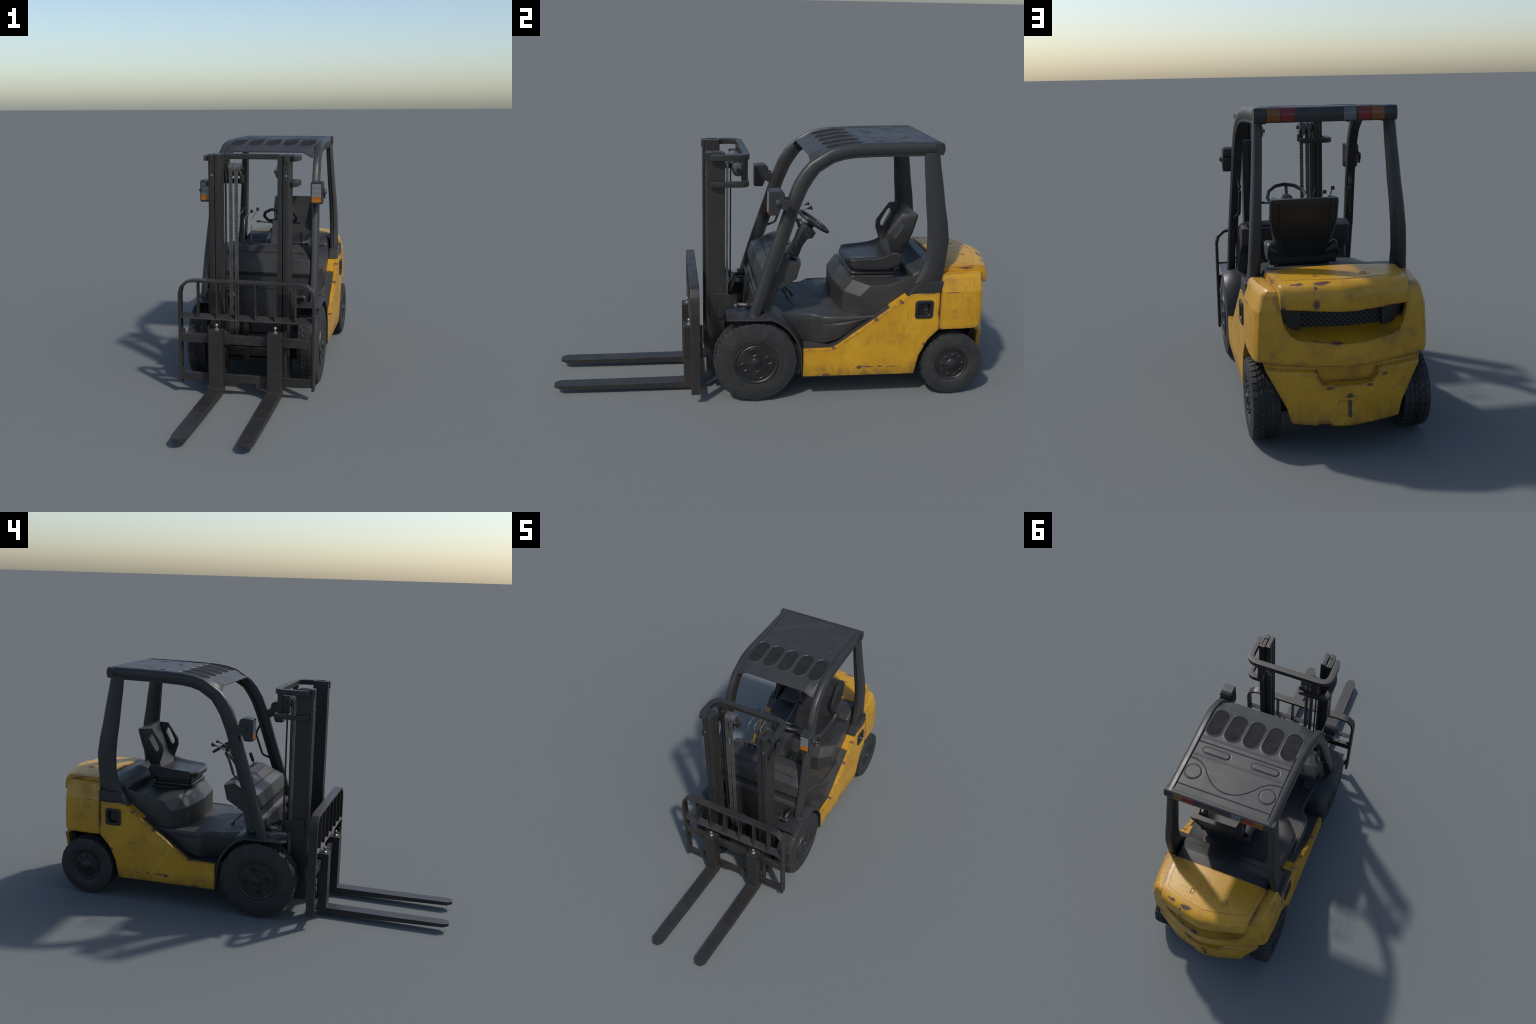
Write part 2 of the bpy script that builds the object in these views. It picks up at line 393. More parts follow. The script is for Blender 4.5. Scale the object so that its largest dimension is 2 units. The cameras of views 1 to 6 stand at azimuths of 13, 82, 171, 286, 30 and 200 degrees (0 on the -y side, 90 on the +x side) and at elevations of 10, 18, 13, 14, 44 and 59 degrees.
for s in (1, -1):
    # stations: y, x and z of the rim, x and z of the foot
    ST = [(-.076, .249, .416, .255, .33), (-.066, .248, .417, .254, .325), (-.03, .238, .400, .246, .31), (.03, .222, .386, .226, .28), (.09, .2100, .3735, .200, .242), (.14, .2095, .3715, .203, .242), (.165, .221, .3705, .219, .242), (.185, .241, .371, .235, .243),
          (.205, .2545, .373, .250, .2485), (.25, .2575, .374, .2615, .2665), (.30, .258, .374, .2585, .294), (.36, .256, .374, .2535, .329), (.43, .253, .374, .250, .368), (.475, .250, .402, .250, .399)]
    bm = bmesh.new()
    rows = []
    for y, xt, zt, xb, zb in ST:
        h = zt - zb; g = .004 * smooth(.15, .21, y) * (1 - smooth(.36, .45, y))
        rows.append([(s * (xt - .014), y, zt - .012), (s * (xt - .006), y, zt - .0015), (s * xt, y, zt), (s * (xt + .005), y, zt - .005),
                     (s * (mix(xt, xb, .2) + .006), y, zt - .22 * h), (s * (mix(xt, xb, .3) + .006 - g), y, zt - .28 * h), (s * (mix(xt, xb, .4) + .006 + g), y, zt - .36 * h), (s * (mix(xt, xb, .7) + .005), y, zt - .7 * h),
                     (s * xb, y, zb), (s * (xb - .006), y, zb), (s * (xt - .012), y, zt - .5 * h), (s * (xt - .030), y, zt - .016)])
    add_loft(bm, rows)
    finish(bm, "floor_skirt", "plastic", fl, sharp=50)

# ------------------------------------------------------------------ engine cover
def mirror_outline(half):   # half outline, front centre -> rear, as (x,y,z); centre points have x=0
    left = [(-x, y, z) for x, y, z in half if x > 0]
    return left[::-1] + list(half)
base = mirror_outline([(0, .270, .362), (.188, .2885, .362), (.241, .361, .362), (.247, .430, .362), (.249, .566, .46), (.244, .70, .46)])
mid = mirror_outline([(0, .266, .472), (.189, .288, .470), (.247, .350, .462), (.249, .432, .464), (.249, .575, .496), (.240, .70, .50)])
top = mirror_outline([(0, .306, .527), (.188, .327, .522), (.245, .397, .510), (.244, .48, .512), (.240, .600, .552), (.234, .70, .573)])
deck = mirror_outline([(0, .322, .533), (.17, .343, .529), (.195, .40, .524), (.172, .48, .522), (.163, .587, .518), (.16, .60, .518)])
cover = loft("engine_cover", [base, mid, top, deck], "plastic", bevel=.004, seg=2, sharp=30, bevel_min=18)
bm = bmesh.new()
rows = []
for x, dz in ((-.2355, -.020), (-.232, -.007), (-.222, 0), (-.18, 0), (-.165, 0), (0, .002), (.165, 0), (.18, 0), (.222, 0), (.232, -.007), (.2355, -.020)):
    prof = [(.590, .49), (.588, .549), (.593, .557), (.604, .562), (.625, .5695), (.645, .578), (.668, .586), (.676, .5875), (.7235, .5855), (.7235, .48)]
    rows.append([(x, y, z + (dz if 0 < k < 9 else 0)) for k, (y, z) in enumerate(prof)])
add_loft(bm, rows, closed=False, cap=False)
for r in (rows[0], rows[-1]): add_poly(bm, r)
finish(bm, "cover_hump", "plastic", cover, bevel=.002, sharp=40, bevel_min=30)
sweep("cover_seam", [(-.222, .625, .5695), (0, .625, .5715), (.222, .625, .5695)], circ(.0011, 6), "dark_hole", cover)

# ------------------------------------------------------------------ counterweight
CW = {  # plan half-outline (x,y) of the upper block by height
 .319: [(.306, .704), (.306, .80), (.299, .878), (.287, .898), (.205, .938), (.11, .974), (.03, .994), (0, .996)],
 .335: [(.309, .704), (.308, .80), (.301, .881), (.289, .901), (.205, .942), (.11, .978), (.03, .998), (0, 1.0)],
 .400: [(.309, .704), (.307, .80), (.299, .881), (.286, .901), (.205, .934), (.11, .970), (.03, .992), (0, .994)],
 .488: [(.307, .704), (.303, .80), (.293, .881), (.280, .900), (.205, .928), (.11, .960), (.03, .982), (0, .984)],
 .494: [(.306, .704), (.302, .80), (.291, .881), (.278, .900), (.205, .928), (.11, .960), (.03, .982), (0, .984)],
 .545: [(.293, .706), (.287, .80), (.276, .882), (.262, .899), (.205, .922), (.11, .950), (.03, .970), (0, .972)],
 .560: [(.287, .708), (.280, .80), (.267, .880), (.253, .894), (.205, .914), (.11, .940), (.03, .960), (0, .962)],
 .567: [(.278, .715), (.270, .80), (.256, .874), (.243, .885), (.205, .900), (.11, .925), (.03, .945), (0, .947)],
}
rings = []
for z, half in CW.items():
    r = [(x, y, z) for x, y in half] + [(-x, y, z) for x, y in half[-2::-1]]
    rings.append([(-.1, .704, z), (.1, .704, z)] + r)
cw = loft("counterweight", rings, "yellow", sharp=60, weighted=False)
# smile-shaped recess, open at the top for the hood
def smile(k, dz): return [(x * k, z + dz) for x, z in ((.219, .62), (.2165, .51), (.2095, .465), (.199, .433), (.184, .413), (.160, .402), (0, .3965))]
def cut_ring(y, k, dz):
    h = smile(k, dz); full = h + [(-x, z) for x, z in h[-2::-1]]
    return [(x, y, z) for x, z in full]
bm = bmesh.new(); add_loft(bm, [cut_ring(.855, .98, .022), cut_ring(.94, 1.0, .004), cut_ring(.985, 1.0, 0), cut_ring(1.05, 1.015, -.006)])
boolean(cw, finish(bm, "cutter", "yellow", weighted=False))
bm = bmesh.new(); add_prism_z(bm, [(-.2395, .69), (.2395, .69), (.2395, .725), (.2225, .91), (-.2225, .91), (-.2395, .725)], .45, .70)
boolean(cw, finish(bm, "cutter", "yellow", weighted=False))
finish_boolean(cw, .004, sharp=40, bevel_min=32)
# hood lid
bm = bmesh.new(); rows = []
US = [-1, -.988, -.94, -.6, -.3, -.08, .08, .3, .6, .94, .988, 1]
def rear(x, w): return .053 * (1 - abs(x / w) ** 1.25)
PROF = [  # (y at side, half width, z, bulge share)
 (.724, .2385, .560, 0), (.724, .2385, .583, 0), (.730, .2380, .588, 0), (.80, .2320, .589, .05), (.86, .2265, .589, .35), (.886, .2238, .5885, .70), (.908, .2215, .586, .95), (.925, .2190, .577, 1), (.935, .2170, .560, 1), (.939, .2155, .538, 1), (.940, .2145, .510, 1), (.935, .2140, .5065, 1), (.890, .2180, .508, .5), (.80, .2320, .53, 0)]
for k, (y, w, z, b) in enumerate(PROF):
    row = []
    for u in US:
        x = u * w; zz = z + (.009 * (1 - u * u) if z > .531 and k > 0 else -.004 * (1 - u * u) * (z < .51))
        if abs(u) > .98 and z > .545: zz -= .0015 if abs(u) < 1 else .018
        row.append((x, y + b * rear(x, w), zz))
    rows.append(row)
add_loft(bm, rows, closed=False, cap=False)
for i in (0, -1): add_poly(bm, [r[i] for r in rows])
lid = finish(bm, "hood", "yellow", cw, bevel=.0, sharp=50)
# pressed line round the hood top and two sunken latches
rim = [(-.216, .742), (.216, .742), (.203, .875)] + [(mix(.203, -.203, i / 10), .882 + .048 * (1 - abs(mix(1, -1, i / 10)) ** 1.25)) for i in range(1, 10)] + [(-.203, .875)]
def lid_z(x, y): 
    w = interp([.724, .80, .86, .893, .925], [.2385, .232, .2265, .2225, .2185], y); return .5885 + .009 * (1 - (x / w) ** 2)
sweep("hood_bead", [(x, y, lid_z(x, y) - .0002) for x, y in rim], circ(.0016, 6), "yellow", lid, closed=True)
for x in (.083, -.080):
    bm = bmesh.new()
    z = lid_z(x, .86)
    def lr(i, h): return [(p, q, z + h) for p, q in rrect(x - .011 + i, .848 + i, x + .011 - i, .876 - i, .003, 2)]
    add_loft(bm, [lr(0, -.003), lr(.0005, .0016), lr(.003, .0022), lr(.0045, .0002)])
    finish(bm, "hood_latch", "yellow", lid, sharp=50)
# grille in the recess
M["grille"] = mat_grille()
gr = prism_y("grille", [(-.150, .405), (.150, .405), (.150, .52), (-.150, .52)], .858, .866, "grille", cw)
for s in (1, -1):
    prism_y("grille_cheek", [(s * .140, .405), (s * .170, .41), (s * .196, .430), (s * .214, .51), (s * .140, .51)], .868, .885, "rim", cw, bevel=.002)
# lower skirt with towing pocket
SK = {.322: (.272, .908, .982), .308: (.270, .902, .976), .300: (.267, .904, .978), .293: (.265, .918, .992), .286: (.262, .923, .997), .240: (.238, .930, .998), .200: (.218, .938, .997), .164: (.199, .943, .995), .135: (.191, .946, .993), .118: (.187, .948, .994), .112: (.183, .947, .990)}
rings = []
for z, (w, ys, yc) in SK.items():
    half = [(w, ys - .020), (w, ys - .004), (w * .985, ys)] + [(w * u, ys + (yc - ys) * (1 - u ** 1.25)) for u in (.8, .6, .4, .15)] + [(0, yc)]
    sag = .012 if z < .12 else 0
    full = [(x, y, z - sag * .4 * (1 - (x / w) ** 2)) for x, y in half]
    rings.append([(-w * .62, ys - .012, z), (w * .62, ys - .012, z)] + full + [(-x, y, zz) for x, y, zz in full[-2::-1]])
skirt = loft("counterweight_skirt", rings, "yellow", cw, sharp=60, weighted=False)
def skirt_cut(poly, y0, y1, k0=.93):
    cx = sum(p[0] for p in poly) / len(poly); cz = sum(p[1] for p in poly) / len(poly)
    bm = bmesh.new()
    add_loft(bm, [[(cx + (x - cx) * k0, y0, cz + (z - cz) * k0) for x, z in poly], [(x, y1, z) for x, z in poly]])
    boolean(skirt, finish(bm, "cutter", "yellow", weighted=False))
skirt_cut([(.136, .36), (.123, .312), (.109, .266), (.090, .249), (-.090, .249), (-.111, .268), (-.121, .312), (-.130, .36)], .952, 1.03, .86)
skirt_cut(rrect(-.049, .2085, .045, .268, .012), .991, 1.03, .9)
skirt_cut(rrect(-.047, .143, .041, .203, .010), .989, 1.03, .9)
skirt_cut(rrect(.055, .06, .104, .128, .010), .966, 1.03, .9)
finish_boolean(skirt, .0025, sharp=40, bevel_min=32)
for s in (1, -1):
    prism_y("arch_dark_plate", [(s * .10, .125), (s * .176, .13), (s * .190, .165), (s * .209, .20), (s * .229, .24), (s * .253, .286), (s * .262, .317), (s * .10, .317)], .872, .884, "chassis", cw)  # black plate in front of the yellow skirt's inner face, so the arch interior looks dark
bm = bmesh.new(); rod(bm, (-.003, .991, .140), (-.003, .991, .206), .0055, 10)
finish(bm, "towing_pin", "drawbar", cw)
box("towing_pin_head", (-.012, .984, .212), (.005, .994, .222), "drawbar", cw, bevel=.002)

# ------------------------------------------------------------------ overhead guard
guard = box("overhead_guard", (-.2125, .24, 1.095), (.2125, .655, 1.110), "roof", bevel=.003)
OUT = [(-.147, .384), (-.080, .607), (.018, .913), (.043, .979), (.072, 1.027), (.105, 1.064), (.187, 1.1145), (.235, 1.1275), (.292, 1.1355), (.380, 1.1395), (.467, 1.141), (.668, 1.1435)]
INN = [(-.100, .384), (-.031, .595), (.064, .888), (.092, .956), (.115, .994), (.140, 1.028), (.204, 1.068), (.245, 1.080), (.295, 1.087), (.380, 1.0905), (.467, 1.092), (.660, 1.094)]
XC = [.2680, .2630, .2500, .2480, .2465, .2450, .2410, .2385, .2355, .2325, .2310, .2300]
SEC = [(-.5, -.34), (-.34, -.5), (.34, -.5), (.5, -.34), (.5, .05), (.46, .26), (.34, .42), (.16, .5), (-.34, .5), (-.5, .38)]   # (across, inner->outer)
for s in (1, -1):
    rings = []
    for (yo, zo), (yi, zi), xc in zip(OUT, INN, XC):
        rings.append([(s * (xc + a * .034), mix(yi, yo, b + .5), mix(zi, zo, b + .5)) for a, b in SEC])
    pl = loft("front_pillar", rings, "frame", guard, sharp=45, weighted=False)
    # inner channel lip of the tube
    bm = bmesh.new()
    add_loft(bm, [[(s * (xc + a * .036), mix(yi, yo, b), mix(zi, zo, b)) for a, b in ((-.62, -.14), (.36, -.16), (.36, .10), (-.62, .16))] for (yo, zo), (yi, zi), xc in list(zip(OUT, INN, XC))[1:]])
    finish(bm, "pillar_trim", "chassis", guard)
    lathe("pillar_foot_bolt", (s * .270, -.118, .384), (.0, .3, 1), [(0, .026), (.012, .026), (.016, .022)], "frame", guard, n=16)
    # rear pillar: (z, y front, y rear, x in, x out)
    RP = [(1.10, .594, .662, .218, .2505), (1.085, .595, .664, .219, .252), (1.03, .599, .674, .221, .255), (.95, .608, .689, .225, .260), (.875, .615, .701, .229, .265), (.80, .625, .716, .234, .271), (.72, .631, .727, .238, .276),
          (.634, .629, .720, .241, .281), (.60, .618, .716, .242, .282), (.574, .606, .714, .244, .283), (.541, .590, .712, .247, .284), (.50, .568, .705, .250, .284), (.478, .554, .70, .252, .284)]
    rings = []
    for z, y0, y1, x0, x1 in RP:
        e = .008; y0 += .005; x0 += .003
        pts = [(x0, y0 + e), (x0 + e, y0), (mix(x0, x1, .42), y0), (mix(x0, x1, .50), y0 + .007), (mix(x0, x1, .62), y0 + .007), (mix(x0, x1, .70), y0), (x1 - e, y0 + .002), (x1, y0 + .022), (x1, y1 - e), (x1 - e, y1), (x0 + e, y1), (x0, y1 - e)]
        rings.append([(s * x, y, z) for x, y in pts])
    rp = loft("rear_pillar", rings, "frame", guard, sharp=50, weighted=False)
    prism_x("pillar_shoe", [(.572, .4905), (.592, .512), (.607, .541), (.7105, .542), (.706, .493)], s * .25, s * .3015, "frame", guard, bevel=.004)
    prism_x("pillar_sill", [(.550, .478), (.590, .530), (.61, .53), (.60, .484), (.566, .470)], s * .250, s * .302, "frame", guard, bevel=.003)
# roof panel: analytic relief on a fine grid
def roof_base(x, y):
    yy = interp([.112, .163, .19, .235, .29, .36, .45, .62, .68], [1.0850, 1.1020, 1.1110, 1.1220, 1.1305, 1.1345, 1.1370, 1.1400, 1.1405], y)
    f = 1 - smooth(.112, .185, y)
    return yy - f * .024 * min(1, max(0, (abs(x) - .172) / .044))
OVX = [-.178, -.089, 0, .089, .178]
def capsule(x, y, ax, ay, bx, by):
    px, py, dx, dy = x - ax, y - ay, bx - ax, by - ay
    t = min(1, max(0, (px * dx + py * dy) / (dx * dx + dy * dy)))
    return math.hypot(px - dx * t, py - dy * t)
def s_line(x): 
    a = abs(x); return interp([0, .03, .06, .085, .11, .13, .16, .19, .22], [.596, .592, .580, .561, .535, .508, .487, .480, .480], a)
def relief(x, y):
    h = 0.0
    for cx in OVX:
        d = capsule(x, y, cx, .222, cx, .306)
        h += .0022 * math.exp(-((d - .0395) / .0035) ** 2) - .003 * (1 - smooth(.034, .037, d))
    h += .0016 * math.exp(-((y - .363) / .004) ** 2) + .0012 * math.exp(-((y - .458) / .004) ** 2)
    for yy, w in ((.388, .0018), (.6195, .0014)): h -= .0024 * math.exp(-((y - yy) / w) ** 2)
    sl = (s_line(x + .002) - s_line(x - .002)) / .004
    h -= .0026 * math.exp(-(((y - s_line(x)) / math.sqrt(1 + sl * sl)) / .0019) ** 2)
    for s in (1, -1):
        d = capsule(x, y, s * .070, .423, s * .160, .423)
        h += .0030 * (1 - smooth(.011, .018, d)) - .0012 * math.exp(-((d - .0195) / .002) ** 2)
        d = math.hypot(x - s * .172, y - .545)
        h += .0022 * (1 - smooth(.030, .037, d)) - .0014 * math.exp(-((d - .038) / .0016) ** 2)
    h -= .003 * smooth(.2125, .2150, abs(x))
    return h
NX, NY = 250, 320
bm = bmesh.new(); grid = []
for j in range(NY + 1):
    y = mix(.112, .664, j / NY)
    grid.append([bm.verts.new((x, y, roof_base(x, y) + relief(x, y))) for x in (mix(-.224, .224, i / NX) for i in range(NX + 1))])
for j in range(NY):
    for i in range(NX): bm.faces.new((grid[j][i], grid[j][i + 1], grid[j + 1][i + 1], grid[j + 1][i]))
# turned-down front lip and underside
prev = grid[0]
for dy, dz in ((-.0015, -.001), (-.001, -.005), (.004, -.006)):
    cur = [bm.verts.new((v.co.x, .112 + dy, roof_base(v.co.x, .112) + dz)) for v in grid[0]]
    for i in range(NX): bm.faces.new((cur[i], cur[i + 1], prev[i + 1], prev[i]))
    prev = cur
for k in range(1, 12):
    y = mix(.115, .664, k / 11)
    cur = [bm.verts.new((v.co.x, y, roof_base(v.co.x, y) - .008)) for v in grid[0]]
    for i in range(NX): bm.faces.new((cur[i], cur[i + 1], prev[i + 1], prev[i]))
    prev = cur
roof = finish(bm, "roof_panel", "roof", guard, sharp=50, weighted=False)
for cx in OVX:
    bm = bmesh.new()
    ring = [(cx + .0345 * math.cos(t), (.306 if math.sin(t) > 0 else .222) + .0345 * math.sin(t)) for t in (2 * PI * (k + .5) / 28 for k in range(28))]
    ym = sorted({round(mix(.1875, .3405, k / 10), 5) for k in range(11)})
    # pane follows the bend of the roof: slice rows
    rows = []
    for k in range(25):
        y = mix(.1885, .3395, k / 24)
        yc = .222 if y < .222 else (.306 if y > .306 else y)
        hw = math.sqrt(max(1e-8, .0345 ** 2 - (y - yc) ** 2))
        rows.append([(cx - hw, y, roof_base(cx - hw, y) - .0012), (cx, y, roof_base(cx, y) - .0010), (cx + hw, y, roof_base(cx + hw, y) - .0012)])
    add_loft(bm, rows, closed=False, cap=False)
    finish(bm, "roof_window", "window", roof, weighted=False)
# rear light bar
BAR = [(.640, 1.138), (.668, 1.1435), (.676, 1.140), (.682, 1.122), (.682, 1.110), (.676, 1.091), (.645, 1.091)]
bar = prism_x("light_bar", BAR, -.2520, .2520, "frame", guard, bevel=.0025)
def lens(x0, x1, mat):
    L = [(.672, 1.1380), (.6775, 1.1380), (.6836, 1.122), (.6836, 1.110), (.6790, 1.095), (.672, 1.095)]
    return prism_x("rear_lens", L, x0, x1, mat, bar, bevel=.0008)
lens(.1625, .2070, "amber"); lens(.1120, .1615, "red")
lens(-.0600, -.1040, "grey_lens"); lens(-.1110, -.1585, "red"); lens(-.1595, -.2050, "amber")

# ------------------------------------------------------------------ lamps and grab handles
for s in (1, -1):
    LP = [(-.066, .850), (-.066, .953), (-.024, .957), (-.008, .950), (-.002, .938), (-.002, .915), (-.028, .850)]
    lamp = prism_x("head_lamp", LP, s * .240, s * .297, "frame", bevel=.004, seg=3)
    prism_y("lamp_bezel", rrect(s * .2685 - .0275, .8515, s * .2685 + .0275, .9520, .006), -.0685, -.064, "frame", lamp, bevel=.001)
    prism_y("lamp_lens", [(s * .2685 + a, z) for a, z in ((-.0220, .8845), (.0220, .8845), (.0220, .942), (.019, .945), (-.019, .945), (-.0220, .942))], -.0700, -.0655, "white", lamp)
    prism_y("indicator_lens", [(s * .2685 + a, z) for a, z in ((-.0220, .8840), (-.0220, .862), (-.019, .859), (.019, .859), (.0220, .862), (.0220, .8840))], -.0702, -.0655, "orange", lamp)
    prism_x("lamp_arm", [(-.034, .915), (-.022, .921), (.020, .9135), (.020, .895), (.004, .869), (-.022, .884), (-.040, .896)], s * .297, s * .3015, "frame", lamp, bevel=.001)
    prism_x("lamp_arm", [(-.034, .915), (-.022, .921), (.020, .9135), (.020, .895), (.004, .869), (-.022, .884), (-.040, .896)], s * .2355, s * .2405, "frame", lamp, bevel=.001)
    box("lamp_bracket", (s * .24, .000, .872), (s * .3005, .012, .912), "frame", lamp, bevel=.001)
    lathe("lamp_knob", (s * .300, -.030, .904), (s, 0, 0), [(0, .0135), (.004, .0135), (.006, .011), (.006, .0085), (.0105, .0075), (.012, .004)], "frame", lamp, n=20)
    hp = [(s * .2465, .040, .852), (s * .2380, .073, .790), (s * .2375, .070, .775), (s * .2400, .036, .680), (s * .2420, .028, .672), (s * .2560, .000, .657)]
    sweep("grab_handle", hp, rect(.013, .011), "frame", bevel=.003)

# ------------------------------------------------------------------ dashboard and front cowl
D_TOP = [(-.083, .581), (-.025, .601), (.029, .632), (.085, .616), (.068, .547), (-.017, .494), (-.034, .425), (-.045, .23), (-.133, .23), (-.125, .34), (-.1145, .452), (-.094, .470), (-.0935, .507), (-.1005, .521)]
def dash_ring(x, crown=0):
    out = []
    for k, (y, z) in enumerate(D_TOP):
        if crown and k == 1: out.append((x, y + .018, z + .030))
        elif crown and k == 0: out.append((x, y, z + .004))
        elif crown and k == 2: out.append((x, y + .012, z + .008))
        elif crown and k == 3: out.append((x, y + .008, z + .001))
        elif crown and k == 4: out.append((x, y + .006, z))
        elif crown and k == 5: out.append((x, y + .010, z - .003))
        elif not crown: out.append((x * (1.035 if y < -.02 else 1), y, z))
        else: out.append((x, y, z))
    return out
dash = loft("dashboard", [dash_ring(-.236), dash_ring(-.190, 1), dash_ring(.190, 1), dash_ring(.236)], "plastic", bevel=.004, sharp=30, bevel_min=20)
bm = bmesh.new()
add_prism_x(bm, [(-.118, .445), (-.1165, .462), (-.108, .463), (-.10, .445)], -.244, .244)
finish(bm, "cowl_ridge", "plastic", dash, bevel=.003)
box("cowl_gap", (-.243, -.098, .5085), (.243, -.09, .5185), "dark_hole", dash)
sweep("cowl_seam", [(-.2366, -.0525, .592), (-.190, -.047, .6125), (.190, -.047, .6125), (.2366, -.0525, .592)], circ(.0011, 6), "dark_hole", dash)
prism_x("gauge_panel", [(.046, .6405), (.078, .6275), (.078, .6295), (.046, .6430)], -.17, -.02, "rim", dash, bevel=.001)
prism_x("gauge_panel", [(.046, .6405), (.078, .6275), (.078, .6295), (.046, .6430)], .10, .215, "rim", dash, bevel=.001)
for x in (.128, .150, .205):
    lathe("pilot_light", (x, .060, .6365), (0, .37, .93), [(0, .0045), (.003, .004)], "green", dash, n=10)
prism_x("gauge_plate", [(.050, .6415), (.062, .6367), (.062, .6380), (.050, .6428)], -.112, -.09, "label", dash)
prism_x("gauge_plate", [(.050, .6415), (.062, .6367), (.062, .6380), (.050, .6428)], -.072, -.03, "label", dash)
# steering column and wheel
CP = [(.052, .618), (.066, .640), (.098, .690), (.118, .742), (.135, .748), (.174, .713), (.160, .687), (.137, .684), (.115, .653), (.097, .600)]
prism = [[(.058 + hw, y, z) for y, z in CP] for hw in (-.036, .036)]
col = loft("steering_column", prism, "plastic", dash, bevel=.004)
C = Vector((.053, .1660, .757)); ax = Vector((0, .559, .829)).normalized()
_, r_, u_ = frame_of(ax)
R = .0825
sw = sweep("steering_wheel", [C + (r_ * math.cos(t) + u_ * math.sin(t)) * R for t in (2 * PI * (k + .0) / 12 for k in range(12))], circ(.0075, 8), "seat", dash, up=ax, closed=True)
lathe("wheel_hub", C - ax * .030, ax, [(0, .016), (.012, .018), (.020, .026), (.028, .024), (.032, .014)], "seat", sw, n=16)
bm = bmesh.new()
for a in (95, 215, 325):
    t = math.radians(a); e = C + (r_ * math.cos(t) + u_ * math.sin(t)) * R
    add_sweep(bm, [C - ax * .008, C.lerp(e, .55) - ax * .006, e], rect(.013, .005), up=ax)
finish(bm, "wheel_spoke", "seat", sw, bevel=.001)
bm = bmesh.new(); rod(bm, (.02, .135, .728), (-.045, .125, .735), .0035, 8); rod(bm, (.096, .135, .728), (.150, .13, .733), .0035, 8)
add_box(bm, (-.060, .118, .7305), (-.040, .130, .740)); add_box(bm, (.142, .122, .729), (.160, .134, .738))
finish(bm, "column_switch", "rim", dash)
# hydraulic levers
for bx, tip in ((-.144, (-.139, .171, .787)), (-.106, (-.102, .180, .775)), (-.068, (-.068, .171, .787))):
    p = [(bx, .034, .636), (bx - .002, .050, .685), (bx - .005, .066, .722), (bx - .008, .084, .752), (mix(bx - .006, tip[0], .25), .104, .762), tip]
    lev = sweep("hydraulic_lever", p, circ(.0026, 8), "roller", dash)
    d = (Vector(tip) - Vector(p[4])).normalized()
    lathe("lever_knob", Vector(tip) - d * .012, d, [(0, .004), (.012, .005), (.018, .0105), (.023, .0105)], "rim", lev, n=4, phase=PI / 4)
    lathe("lever_boot", (bx, .033, .632), (0, .3, 1), [(0, .014), (.006, .013), (.024, .005)], "rim", lev, n=12)
bm = bmesh.new(); rod(bm, (.180, .060, .615), (.178, .066, .650), .0035, 8); rod(bm, (.178, .066, .648), (.174, .082, .692), .0085, 10)
finish(bm, "direction_stick", "rim", dash)
# pedals
bm = bmesh.new()
rod(bm, (-.010, .040, .432), (-.049, .096, .374), .0035, 8)
add_box(bm, (-.062, .088, .371), (-.038, .102, .376))
for x, w in ((.085, .026), (.140, .022)):
    rod(bm, (x, .02, .470), (x, .052, .412), .004, 8)
    add_prism_x(bm, [(.036, .428), (.040, .432), (.078, .391), (.075, .386)], x - w / 2, x + w / 2)
finish(bm, "pedal", "rim", dash, bevel=.001)

# ------------------------------------------------------------------ seat
SX0, SX1 = -.073, .196; SXC = (SX0 + SX1) / 2
bm = bmesh.new()
def bell(i): return [(SXC + (x - SXC) * interp([.32, .536], [.93, 1.0], y), y) for x, y in rrect(SX0 + .014 + i, .320 + i, SX1 - .022 - i, .536 - i, .022)]
lv = [(.510, .006), (.516, .002), (.524, .0), (.530, .002), (.533, .008), (.536, .002), (.544, .0), (.550, .003), (.554, .010), (.572, .010)]
add_loft(bm, [[(x, y, z) for x, y in bell(i)] for z, i in lv])
seat = finish(bm, "seat", "seat", sharp=50)
# cushion: stations across x, profile in (y,z)
def cushion(x):
    u = (x - SXC) / ((SX1 - SX0) / 2); a = abs(u); side = smooth(.60, .86, a)
    edge = smooth(.93, 1.0, a)
    ztop = mix(.609, .617, side) - .006 * edge
    pts = [(.318 + .006 * edge, .563), (.300 + .018 * side + .008 * edge, .584), (.303 + .012 * side + .008 * edge, .610 - .004 * edge), (.330, ztop - .001), (.40, ztop + .001),
           (.485, ztop + mix(.004, .010, side)), (.506, ztop + mix(.004, .030, side)), (.534, ztop + mix(.004, .030, side)), (.550, ztop + mix(0, .008, side)), (.536, .563)]
    return [(SXC + (x - SXC) * interp([.30, .40, .50, .55], [.85, .92, .985, 1.0], y), y, z) for y, z in pts]
xs = [SXC + u * (SX1 - SX0) / 2 for u in (-1.01, -.985, -.94, -.88, -.74, -.62, -.3, 0, .3, .62, .74, .88, .94, .985, 1.01)]
bm = bmesh.new(); add_loft(bm, [cushion(x) for x in xs])
cu = finish(bm, "seat_cushion", "seat", seat, sharp=180, weighted=False)
sub = cu.modifiers.new("soft", "SUBSURF"); sub.levels = sub.render_levels = 2
